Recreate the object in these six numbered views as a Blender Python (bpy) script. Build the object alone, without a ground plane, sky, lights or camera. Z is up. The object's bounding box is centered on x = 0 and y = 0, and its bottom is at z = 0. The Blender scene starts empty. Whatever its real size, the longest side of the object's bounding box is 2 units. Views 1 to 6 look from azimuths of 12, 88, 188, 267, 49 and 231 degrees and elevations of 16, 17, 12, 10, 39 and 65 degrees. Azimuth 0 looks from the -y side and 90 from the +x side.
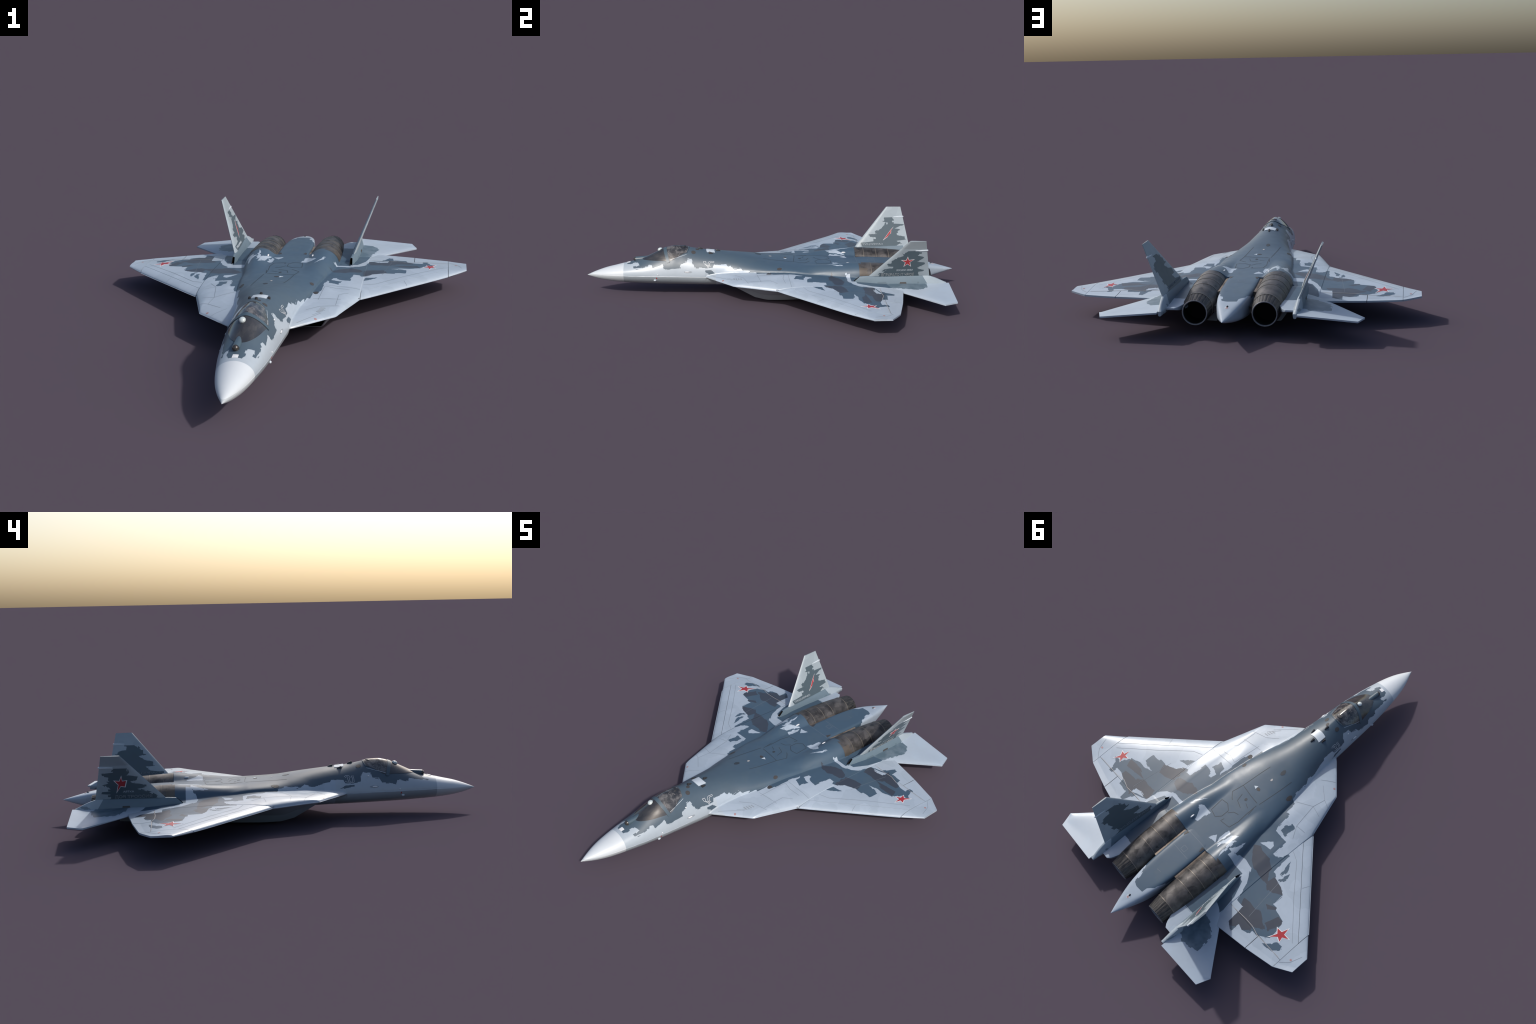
import bpy, bmesh, math, random
import numpy as np
from mathutils import Vector, Matrix
from mathutils.bvhtree import BVHTree

random.seed(7)
np.random.seed(7)
PARENT = {}
MATS = {}

# ------------------------------------------------------------------ helpers
def curve(points):
    """smooth monotone-ish (Catmull/pchip) interpolator through control points"""
    xs = np.array([p[0] for p in points], float)
    ys = np.array([p[1] for p in points], float)
    h = np.diff(xs); d = np.diff(ys) / h
    m = np.zeros_like(xs)
    m[0], m[-1] = d[0], d[-1]
    for i in range(1, len(xs) - 1):
        if d[i-1] * d[i] > 0:
            w1, w2 = 2*h[i] + h[i-1], h[i] + 2*h[i-1]
            m[i] = (w1 + w2) / (w1/d[i-1] + w2/d[i])
    def f(x):
        x = np.clip(np.asarray(x, float), xs[0], xs[-1])
        i = np.clip(np.searchsorted(xs, x) - 1, 0, len(h) - 1)
        t = (x - xs[i]) / h[i]
        return ((2*t**3-3*t**2+1)*ys[i] + (t**3-2*t**2+t)*h[i]*m[i]
                + (-2*t**3+3*t**2)*ys[i+1] + (t**3-t**2)*h[i]*m[i+1])
    return f

def line(points):
    xs = [p[0] for p in points]; ys = [p[1] for p in points]
    return lambda x: np.interp(x, xs, ys)

def smax(a, b, k):
    h = np.clip(0.5 + 0.5*(a-b)/k, 0, 1)
    return b + (a-b)*h + k*h*(1-h)

def new_object(name, verts, faces, material, parent=None, smooth=35.0):
    me = bpy.data.meshes.new(name)
    me.from_pydata([tuple(map(float, v)) for v in verts], [], [tuple(map(int, f)) for f in faces])
    bm = bmesh.new(); bm.from_mesh(me)
    bmesh.ops.remove_doubles(bm, verts=bm.verts, dist=1e-6)
    bmesh.ops.recalc_face_normals(bm, faces=bm.faces)
    bm.to_mesh(me); bm.free()
    me.materials.append(MATS[material])
    ob = bpy.data.objects.new(name, me)
    bpy.context.scene.collection.objects.link(ob)
    if parent is not None:
        ob.parent = parent
    if smooth:
        for p in me.polygons: p.use_smooth = True
        me.set_sharp_from_angle(angle=math.radians(smooth))
    return ob

def ring_loft(rings, cap0=True, cap1=True, closed=True):
    n = len(rings[0]); verts = [v for r in rings for v in r]; faces = []
    for i in range(len(rings)-1):
        for j in range(n if closed else n-1):
            a, b = i*n+j, i*n+(j+1) % n
            faces.append((a, b, b+n, a+n))
    if cap0: faces.append(tuple(range(n)))
    if cap1: faces.append(tuple(range((len(rings)-1)*n, len(rings)*n)))
    return verts, faces

def mirror(verts):
    return [(-v[0], v[1], v[2]) for v in verts]

def both_sides(name, verts, faces, material, parents, smooth=35.0):
    a = new_object(name, verts, faces, material, parents[0], smooth)
    b = new_object(name, mirror(verts), faces, material, parents[1], smooth)
    return a, b

def empty(name, parent=None):
    ob = bpy.data.objects.new(name, None)
    ob.empty_display_size = 0.05
    bpy.context.scene.collection.objects.link(ob)
    ob.parent = parent
    return ob

# ------------------------------------------------------------------ shape rules
# lifting surface (wing + leading edge extension): one analytic plate
LE = line([(0.0,-.36),(.112,-.353),(.130,-.340),(.274,-.206),(.346,.018),(.703,.370),(.781,.447)])
TE = line([(0.0,.727),(.402,.657),(.550,.629),(.700,.591),(.781,.540)])
MIDZ = curve([(0,.116),(.11,.1160),(.275,.1150),(.346,.1080),(.50,.1030),(.70,.0985),(.781,.1025)])
THICK = curve([(0,.030),(.20,.0265),(.346,.0220),(.50,.0200),(.63,.0172),(.70,.0142),(.781,.0062)])
def foil(c):
    c = np.clip(c, 0, 1)
    return (0.2969*np.sqrt(c) - .126*c - .3516*c**2 + .2843*c**3 - .1015*c**4)/.1
def plate(x, y):
    le, te = LE(x), TE(x)
    c = (y-le)/np.maximum(te-le, 1e-4)
    t = THICK(x)*foil(c)
    edge = .0038
    up = np.maximum(t, edge*np.sqrt(np.clip((y-le)/.004, 0, 1)))
    dn = np.maximum(.62*t, edge*np.sqrt(np.clip((y-le)/.004, 0, 1)))
    return MIDZ(x)+up, MIDZ(x)-dn

# fuselage
WIDTH = curve([(-1,0.0005),(-.97,.0150),(-.93,.0330),(-.88,.0500),(-.83,.0620),(-.79,.0695),(-.75,.0765),(-.70,.0845),
               (-.63,.0925),(-.55,.0990),(-.48,.1035),(-.42,.1075),(-.353,.112),(-.2,.125),(-.1,.143),(0,.159),(.08,.168),(.17,.178),(.30,.188),(.41,.195),(.47,.195),(.75,.195)])
TOPZ = curve([(-1,.1095),(-.97,.1225),(-.948,.131),(-.892,.1490),(-.843,.1600),(-.80,.1700),(-.765,.1780),(-.72,.1885),(-.68,.2035),
              (-.65,.2175),(-.616,.2335),(-.58,.2500),(-.55,.2590),(-.52,.2640),(-.484,.2630),(-.446,.2565),(-.416,.2500),
              (-.372,.2420),(-.31,.2340),(-.24,.2260),(-.17,.2170),(-.11,.2080),(-.02,.1930),(.07,.1830),(.15,.1770),(.30,.1710),(.47,.1645),(.75,.15)])
BOTZ = curve([(-1,.1085),(-.97,.0970),(-.95,.0905),(-.896,.0785),(-.808,.0675),(-.712,.0615),(-.60,.0560),(-.45,.0525),(-.30,.0500),(0,.0440),(.30,.0420),(.50,.0520),(.75,.075)])
MIDW = curve([(-1,.109),(-.9,.1150),(-.79,.1190),(-.6,.1190),(-.353,.1160),(.8,.1150)])
POWER = curve([(-1,2.0),(-.75,1.95),(-.62,1.62),(-.50,1.50),(-.42,1.62),(-.33,1.85),(-.2,2.10),(-.05,2.45),(.1,3.0),(.47,3.4),(.8,3.4)])
POWERB = curve([(-1,1.9),(-.7,1.9),(-.3,2.2),(0,3.0),(.8,3.0)])
HUMPTOP = curve([(-.15,.120),(0,.1420),(.1,.1590),(.2,.1715),(.3,.1810),(.40,.1888),(.47,.1930),(.6,.193)])
HUMPX = curve([(-.2,.085),(.14,.112),(.30,.134),(.42,.1415),(.47,.1435),(.7,.1435)])
HUMPR = curve([(-.2,.040),(.14,.056),(.30,.066),(.42,.0712),(.47,.0725),(.7,.0725)])

def superell(x, w, p):
    return np.clip(1-np.clip(x/w, 0, 1)**p, 0, 1)**(1/p)

def edge_x(y):
    if y <= -.353: return float(WIDTH(y))
    ys = [-.353,-.340,-.206,.018]; xs = [.112,.130,.274,.3455]
    return float(np.interp(y, ys, xs))

def half_section(y, ntop=80, nbot=56):
    w, zt, zb, zc = float(WIDTH(y)), float(TOPZ(y)), float(BOTZ(y)), float(MIDW(y))
    p, pb = float(POWER(y)), float(POWERB(y))
    xe = edge_x(y)
    th = np.linspace(0, math.pi/2, 500)
    x = np.unique(np.concatenate([min(w, xe)*np.sin(th), np.linspace(0, xe, 500), xe-np.geomspace(1e-5,.02,60) if xe>.03 else [0]]))
    x = x[(x >= 0) & (x <= xe)]
    arch = zc + (zt-zc)*superell(x, w, p) - .5*np.clip(x-w, 0, None)
    wb = w*(1 if y < -.353 else max(.72, 1-(y+.353)*1.0))
    belly = zc - (zc-zb)*superell(x, wb, pb) + 1.5*np.clip(x-wb, 0, None)
    if y <= -.353:
        top, bot = arch, belly
    else:
        r = float(HUMPR(y)); hx = float(HUMPX(y))
        ht = float(HUMPTOP(y))
        hump = ht - r + np.sqrt(np.clip(r*r-(x-hx)**2, 0, None))
        hump = np.where(np.abs(x-hx) < r, hump, ht-r-1.5*(np.abs(x-hx)-r))
        grow = min(1, (y+.353)/.10)
        pu, pd = plate(x, y)
        k = .004+grow*float(np.interp(y, [-.28,-.15,.12,.22,.32], [.012,.048,.048,.022,.012]))
        if y > .472:      # behind the engine cowls only the deck is left
            drop = min(1, (y-.472)/.004)
            arch = arch*(1-drop)+(pu-.01)*drop
            hump = hump*(1-drop)+(pu-.01)*drop
            k = .004
        top = smax(arch, pu, k)
        top = top + .0075*np.exp(-((x-.205)/.045)**2-((y-.04)/.10)**2)   # swell over the intake trunk
        if y > -.10: top = smax(top, hump, .016)
        top = np.where(x >= xe-1e-9, np.maximum(pu, zc*0+pu), top)
        bot = -smax(-belly, -pd, .004+.016*grow)
        # close the thin edge
        s = np.clip((xe-x)/.006, 0, 1)**.5
        if y < .018:
            m = MIDZ(x)
            top = m+(top-m)*s; bot = m+(bot-m)*s
    def resample(z, n, wts=None):
        ds = np.hypot(np.diff(x), np.diff(z)); s = np.concatenate([[0], np.cumsum(ds)])
        t = np.linspace(0, s[-1], n)
        return np.interp(t, s, x), np.interp(t, s, z)
    tx, tz = resample(top, ntop); bx, bz = resample(bot, nbot)
    return tx, tz, bx, bz

def full_ring(y):
    tx, tz, bx, bz = half_section(y)
    right = list(zip(tx, tz)) + list(zip(bx[::-1], bz[::-1]))   # top centre -> edge -> bottom centre
    left = [(-a, b) for a, b in right[::-1]][1:-1]
    return [(a, y, b) for a, b in right+left]

def split_regions(verts, faces, label, specs, parent):
    """one smooth surface -> several objects sharing the whole body's normals"""
    me = bpy.data.meshes.new('tmp'); me.from_pydata(verts, [], faces)
    bm = bmesh.new(); bm.from_mesh(me)
    bmesh.ops.recalc_face_normals(bm, faces=bm.faces); bm.to_mesh(me); bm.free()
    me.update()
    nor = np.array([v.normal[:] for v in me.vertices])
    out = {}
    groups = {}
    for p in me.polygons:
        c = p.center
        groups.setdefault(label(c), []).append(list(p.vertices))
    for key, (nm, mat) in specs.items():
        fs = groups.get(key, [])
        used = sorted({i for f in fs for i in f}); idx = {v: i for i, v in enumerate(used)}
        m2 = bpy.data.meshes.new(nm)
        m2.from_pydata([verts[i] for i in used], [], [[idx[i] for i in f] for f in fs])
        m2.materials.append(MATS[mat])
        for p in m2.polygons: p.use_smooth = True
        m2.normals_split_custom_set_from_vertices([tuple(nor[i]) for i in used])
        ob = bpy.data.objects.new(nm, m2); bpy.context.scene.collection.objects.link(ob)
        ob.parent = parent; out[key] = ob
    bpy.data.meshes.remove(me)
    return out

def build_body(root):
    ys = np.concatenate([-1+np.array([0,.002,.006,.012,.02]), np.linspace(-.97,-.36,90), [-.3535,-.3525,-.348,-.344,-.340],
                         np.linspace(-.336,.016,70), [.018,.022], np.linspace(.03,.47,56), [.472,.474,.477], np.linspace(.485,.672,20)])
    rings = [full_ring(float(y)) for y in ys]
    v, f = ring_loft(rings)
    def label(c):
        if c.y < -.797: return 'nose'
        if c.y > -.353 and abs(c.x) > .20+.0*c.y: return 'root+' if c.x > 0 else 'root-'
        return 'body'
    return split_regions(v, f, label, {'nose': ('nose_cone','radome'), 'body': ('fuselage','camo'),
                  'root+': ('wing_root','camo'), 'root-': ('wing_root','camo')}, root)

# ------------------------------------------------------------------ wings
def wing_piece(x0, x1, yf, yr, nx=40, ny=26, le=False, tuck=.0):
    xs = np.linspace(x0, x1, nx)
    t = np.linspace(0, 1, ny)
    t = t**2 if le else t
    top, bot = [], []
    for x in xs:
        a, b = yf(x), yr(x)
        y = a+(b-a)*t
        u, d = plate(np.full_like(y, x), y)
        top.append(list(zip([x]*ny, y, u))); bot.append(list(zip([x]*ny, y, d)))
    rings = [tp+bt[::-1] for tp, bt in zip(top, bot)]
    return ring_loft(rings)

def build_wings(root):
    g = .0008
    gap = lambda x: LE(x)+.063
    hinge = lambda x: .5445+0*x
    tipx = .7015
    wings = both_sides('wing', *wing_piece(.3459, tipx-g, lambda x: gap(x)+.0014, lambda x: np.minimum(hinge(x)-g, TE(x)), nx=60), 'camo', (root, root))
    both_sides('leading_edge_flap', *wing_piece(.3475, tipx-.0015, lambda x: LE(x)-.004, lambda x: gap(x)-g, nx=50, le=True), 'camo', wings)
    both_sides('flaperon', *wing_piece(.3459, .5485, lambda x: hinge(x)+g, TE, nx=30), 'camo', wings)
    both_sides('aileron', *wing_piece(.5515, tipx-g, lambda x: hinge(x)+g, TE, nx=30), 'camo', wings)
    both_sides('wing_tip', *wing_piece(tipx+g, .781, LE, TE, nx=26, ny=40, le=False), 'camo', wings)
    # hidden core closes the seams between the panels
    core = [[(x, y, MIDZ(x)+(z-MIDZ(x))*.80) for x, y, z in zip([px]*40, list(yy)+list(yy[::-1]), list(plate(np.full(20, px), yy)[0])+list(plate(np.full(20, px), yy)[1][::-1]))]
            for px in np.linspace(.340, .772, 40) for yy in [np.linspace(LE(px)+.010, TE(px)-.008, 20)]]
    both_sides('wing_core', *ring_loft(core), 'seam', wings)
    return wings

# ------------------------------------------------------------------ engines
ENG_X = .1455
ENG_Z = line([(.40,.1225),(.47,.1215),(.842,.0990)])
ENG_R = curve([(.40,.068),(.47,.0712),(.55,.0715),(.63,.0705),(.70,.0680),(.775,.0625),(.842,.0530)])
def engine_ring(y, r, n=64):
    z = float(ENG_Z(y))
    return [(ENG_X+r*math.sin(a), y, z+r*math.cos(a)) for a in np.linspace(0, 2*math.pi, n, endpoint=False)]
def build_engines(root):
    ys = np.linspace(.458, .7745, 60)
    rings = [engine_ring(y, float(ENG_R(y))) for y in ys]
    eng = both_sides('engine', *ring_loft(rings, cap0=False, cap1=False), 'engine', (root, root))
    for yb in (.522, .592, .662, .7745):       # raised clamp bands
        r = float(ENG_R(yb)); prof = [(-.0022,-.001),(-.0016,.0013),(.0016,.0013),(.0022,-.001)]
        rings = [engine_ring(yb+a, r+b) for a, b in prof]
        both_sides('clamp_band', *ring_loft(rings, False, False), 'band', eng)
    # nozzle petals: overlapping curved plates
    n = 24
    for side, par in ((1, eng[0]), (-1, eng[1])):
        proto = None
        for k in range(n):
            a0 = 2*math.pi*k/n
            verts, faces = [], []
            m, q = 7, 5
            for i in range(m):
                y = .776+(.842-.776)*i/(m-1)
                r = float(ENG_R(y)); z = float(ENG_Z(y))
                for j in range(q):
                    t = (j/(q-1)-.5)
                    a = a0+t*2*math.pi/n*.97
                    rr = r-.0012*abs(2*t)**2
                    verts.append((side*(ENG_X+rr*math.sin(a)), y, z+rr*math.cos(a)))
            base = len(verts)
            for (x, y, z) in list(verts):
                cz = float(ENG_Z(y)); dx, dz = x-side*ENG_X, z-cz; L = math.hypot(dx, dz); s = (L-.004)/L
                verts.append((side*ENG_X+dx*s, y, cz+dz*s))
            for i in range(m-1):
                for j in range(q-1):
                    a = i*q+j; faces.append((a, a+1, a+q+1, a+q)); faces.append((base+a, base+a+q, base+a+q+1, base+a+1))
            rim = [j for j in range(q)]+[i*q+q-1 for i in range(1, m)]+[(m-1)*q+j for j in range(q-2, -1, -1)]+[i*q for i in range(m-2, 0, -1)]
            for a, b in zip(rim, rim[1:]+rim[:1]): faces.append((a, b, b+base, a+base))
            new_object('nozzle_petal', verts, faces, 'petal', par)
    # inner duct, rim and flame holder disc
    prof = [(.842,.0532),(.8435,.0518),(.843,.0488),(.838,.0478),(.80,.0520),(.757,.0540)]
    rings = [engine_ring(y, r) for y, r in prof[:4]]
    both_sides('nozzle_rim', *ring_loft(rings, False, False), 'rim', eng)
    rings = [engine_ring(y, r) for y, r in prof[3:]]+[engine_ring(.757, .004)]
    both_sides('exhaust_duct', *ring_loft(rings, False, True), 'duct_black', eng)
    return eng

# ------------------------------------------------------------------ intakes / nacelles
def rounded_quad(pts, r=.012, n=5):
    out = []; m = len(pts)
    P = [np.array(p) for p in pts]
    for i in range(m):
        a, b, c = P[i-1], P[i], P[(i+1) % m]
        d0 = (a-b)/np.linalg.norm(a-b); d1 = (c-b)/np.linalg.norm(c-b)
        rr = min(r, .45*np.linalg.norm(a-b), .45*np.linalg.norm(c-b))
        p0, p1 = b+d0*rr, b+d1*rr
        for t in np.linspace(0, 1, n):
            out.append((1-t)**2*p0+2*t*(1-t)*b+t*t*p1)
    return out
def build_intakes(root):
    XI = curve([(-.205,.086),(0,.080),(.3,.074),(.72,.078)])
    XOT = curve([(-.205,.236),(-.15,.262),(-.10,.285),(0,.316),(.10,.322),(.30,.300),(.50,.255),(.72,.215)])
    XC = curve([(-.12,.262),(-.03,.236),(.07,.240),(.30,.236),(.50,.226),(.72,.218)])
    ZC = curve([(-.20,.098),(-.10,.078),(-.03,.050),(.07,.054),(.30,.058),(.50,.062),(.72,.066)])
    XOB = curve([(-.20,.203),(-.1,.203),(.1,.205),(.3,.202),(.5,.200),(.72,.196)])
    ZI = curve([(-.20,.034),(-.10,.020),(-.035,.0015),(.03,0.0),(.15,.001),(.30,.006),(.45,.014),(.60,.022),(.72,.030)])
    ZO = curve([(-.20,.050),(-.10,.0335),(-.035,.0125),(.05,.011),(.15,.013),(.30,.020),(.45,.026),(.60,.031),(.72,.036)])
    def ring(y, shear, inset=0, roundness=.005):
        # the lip is raked: the lower a point lies the further aft it sits;
        # a crease runs back along the flank, above it the flank flares out to the wing
        ye = y+shear*.08; yc = y+shear*.045
        zi, zo = float(ZI(ye)), float(ZO(ye))
        t = min(1, max(0, (y+.205)/.10))
        xc = .230*(1-t)+float(XC(yc))*t; zc = .088*(1-t)+float(ZC(yc))*t
        q = rounded_quad([(float(XI(y))+inset, .104), (float(XOT(y))-inset, .104), (xc-inset, zc), (float(XOB(y))-inset, zo+inset), (float(XI(y))+inset, zi+inset)], roundness)
        return [(x, y+shear*(.104-z), z) for x, z in q]
    ys = np.linspace(-.205, .715, 70)
    rings = []
    for y in ys:
        s = 1.5*max(0, 1-(y+.205)/.32)**1.2
        rings.append(ring(y, s))
    # fix the lip so bottom profile follows ZI / ZO at its true position
    inner = [ring(-.203, 1.5, .004), ring(-.12, 1.2, .010), ring(.02, .6, .02), ring(.06, .4, .03)]
    par = both_sides('air_intake', *ring_loft(rings, False, True), 'belly', (root, root), 22)
    lip = [rings[0], inner[0]]
    both_sides('intake_lip', *ring_loft(lip, False, False), 'belly', par)
    both_sides('intake_duct', *ring_loft(inner, False, True), 'duct_black', par)
    return par

# ------------------------------------------------------------------ tail
def build_tail(root):
    # central tail boom with pointed stinger
    W = curve([(.43,.0735),(.55,.0745),(.65,.0730),(.75,.0660),(.82,.0565),(.87,.0460),(.93,.0280),(.97,.0130),(1.0,.0006)])
    T = curve([(.43,.1655),(.47,.1655),(.6,.1615),(.75,.1530),(.82,.1465),(.88,.1370),(.94,.1225),(1.0,.1060)])
    Bt = curve([(.43,.045),(.6,.052),(.8,.0625),(.88,.0720),(.94,.0860),(1.0,.1040)])
    M = curve([(.43,.112),(.8,.109),(1.0,.105)])
    rings = []
    for y in np.concatenate([np.linspace(.43,.96,70), [.97,.98,.988,.994,.998,1.0]]):
        w, t, b, m = float(W(y)), float(T(y)), float(Bt(y)), float(M(y))
        p = np.interp(y, [.43,.75,.90,1.0], [9.0,7.0,3.0,2.0])
        ring = []
        for a in np.linspace(0, 2*math.pi, 72, endpoint=False):
            c, s = math.cos(a), math.sin(a)
            x = w*math.copysign(abs(s)**(2/p), s); z = abs(c)**(2/p)
            ring.append((x, y, m+(t-m)*z if c > 0 else m-(m-b)*z))
        rings.append(ring)
    boom = new_object('tail_boom', *ring_loft(rings), 'camo', root)
    # decks beside the engines
    def deck_ring(y):
        zt = np.interp(y, [.44,.50,.60,.80,.85],[.1220,.1310,.1290,.1210,.1180]); zb = np.interp(y, [.44,.8,.83,.85],[.095,.100,.104,.112])
        fade = np.interp(y, [.66,.80],[1,0])
        x0 = np.interp(y, [.44,.78,.83,.847],[.175,.197,.2150,.2305]); x1 = .272
        return [(x, y, z) for x, z in rounded_quad([(x0-.012*fade, zt+.012*fade+.0004),(x0+.018, zt),(x1, zt),(x1, zb),(x0-.012*fade, zb)], .003, 3)]
    both_sides('tail_deck', *ring_loft([deck_ring(y) for y in np.linspace(.44,.848,30)]), 'camo', (root, root))
    # fin fairing pods
    top = curve([(.405,.1570),(.425,.1580),(.445,.1590),(.50,.1600),(.80,.1600),(.83,.1520),(.904,.1180)])
    xin = curve([(.405,.2640),(.50,.2600),(.80,.2600),(.904,.2680)])
    xout = curve([(.405,.2790),(.46,.2860),(.55,.2970),(.75,.3020),(.84,.2950),(.904,.2850)])
    xtop = curve([(.405,.2725),(.50,.2780),(.81,.2840),(.904,.2780)])
    def pod(y):
        t, a, b, c = float(top(y)), float(xin(y)), float(xout(y)), float(xtop(y))
        wt = np.interp(y, [.405,.5,.8,.904],[.005,.0065,.0065,.004])
        return [(x, y+.046*max(0, z-.118)/.040*np.interp(y,[.405,.52],[1,0]), z) for x, z in rounded_quad([(c-wt, t),(c+wt, t),(b, .112),(b-.004, .098),(a+.003, .098),(a, .118)], .004, 3)]
    ys = np.concatenate([np.linspace(.405,.52,16), np.linspace(.54,.904,34)])
    pods = both_sides('fin_fairing', *ring_loft([pod(y) for y in ys], cap0=False), 'fin', (root, root))
    ins = [[(ENGX*0+.2722+(x-.2722)*k, y+dy, .130+(z-.130)*k) for x, y, z in pod(.405)] for k, dy, ENGX in ((1,0,0),(.80,.0005,0),(.72,.05,0),(.05,.055,0))]
    both_sides('scoop_opening', *ring_loft(ins, False, True), 'duct_black', (pods[0], pods[1]))
    # all-moving tail fins
    b0, b1 = np.array([.2770,.494,.157]), np.array([.2845,.812,.157])
    t0, t1 = np.array([.3725,.687,.370]), np.array([.3735,.771,.369])
    nrm = np.cross(b1-b0, t0-b0); nrm /= np.linalg.norm(nrm); nrm *= np.sign(nrm[0])
    def fin_section(s, n=18):
        f, r = b0+(t0-b0)*s, b1+(t1-b1)*s
        th = .0080*(1-s)+.0042*s
        out = []
        for c in np.linspace(0, 1, n)**1.3:
            out.append((f+(r-f)*c, th*min(1, (c/.09))**.5 if c < .30 else th*(1-(c-.30)/.70*.65)))
        a = [tuple(p+nrm*h) for p, h in out]; b = [tuple(p-nrm*h) for p, h in out[::-1]]
        return a+b
    fins = both_sides('tail_fin', *ring_loft([fin_section(s) for s in np.linspace(-.01,1,24)]), 'fin', (root, root))
    # rod sticking out behind the fin near its top
    p0, p1 = np.array([.3500,.722,.3145]), np.array([.3515,.787,.3150])
    d = (p1-p0)/np.linalg.norm(p1-p0); u = np.cross(d, nrm); u /= np.linalg.norm(u); v = np.cross(d, u)
    rings = []
    for t, r in ((-.02,.001),(0,.0042),(.6,.0050),(.93,.0048),(.985,.0035),(1,.001)):
        rings.append([tuple(p0+(p1-p0)*t+r*(u*math.cos(a)+v*math.sin(a))) for a in np.linspace(0,2*math.pi,16,endpoint=False)])
    both_sides('fin_rod', *ring_loft(rings), 'pale', fins)
    # horizontal stabilisers
    sle = line([(.280,.525),(.336,.587),(.552,.841)]); ste = line([(.280,.917),(.528,.9085),(.552,.841)])
    zmid = line([(.28,.1140),(.55,.0885)])
    rings = []
    for x in np.concatenate([np.linspace(.286,.528,30), np.linspace(.531,.552,6)]):
        a, b = float(sle(x)), float(ste(x)); b = max(b, a+.0008)
        th = np.interp(x, [.28,.50,.552],[.0095,.0065,.0045]); pts = []
        for c in np.linspace(0, 1, 22)**1.5:
            pts.append((a+(b-a)*c, max(.0034*min(1,c/.01)**.5, th*min(1, float(foil(c))))))
        rings.append([(x, y, float(zmid(x))+h) for y, h in pts]+[(x, y, float(zmid(x))-h) for y, h in pts[::-1]])
    both_sides('tailplane', *ring_loft(rings), 'tailplane', (root, root))
    return boom, pods, fins
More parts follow.
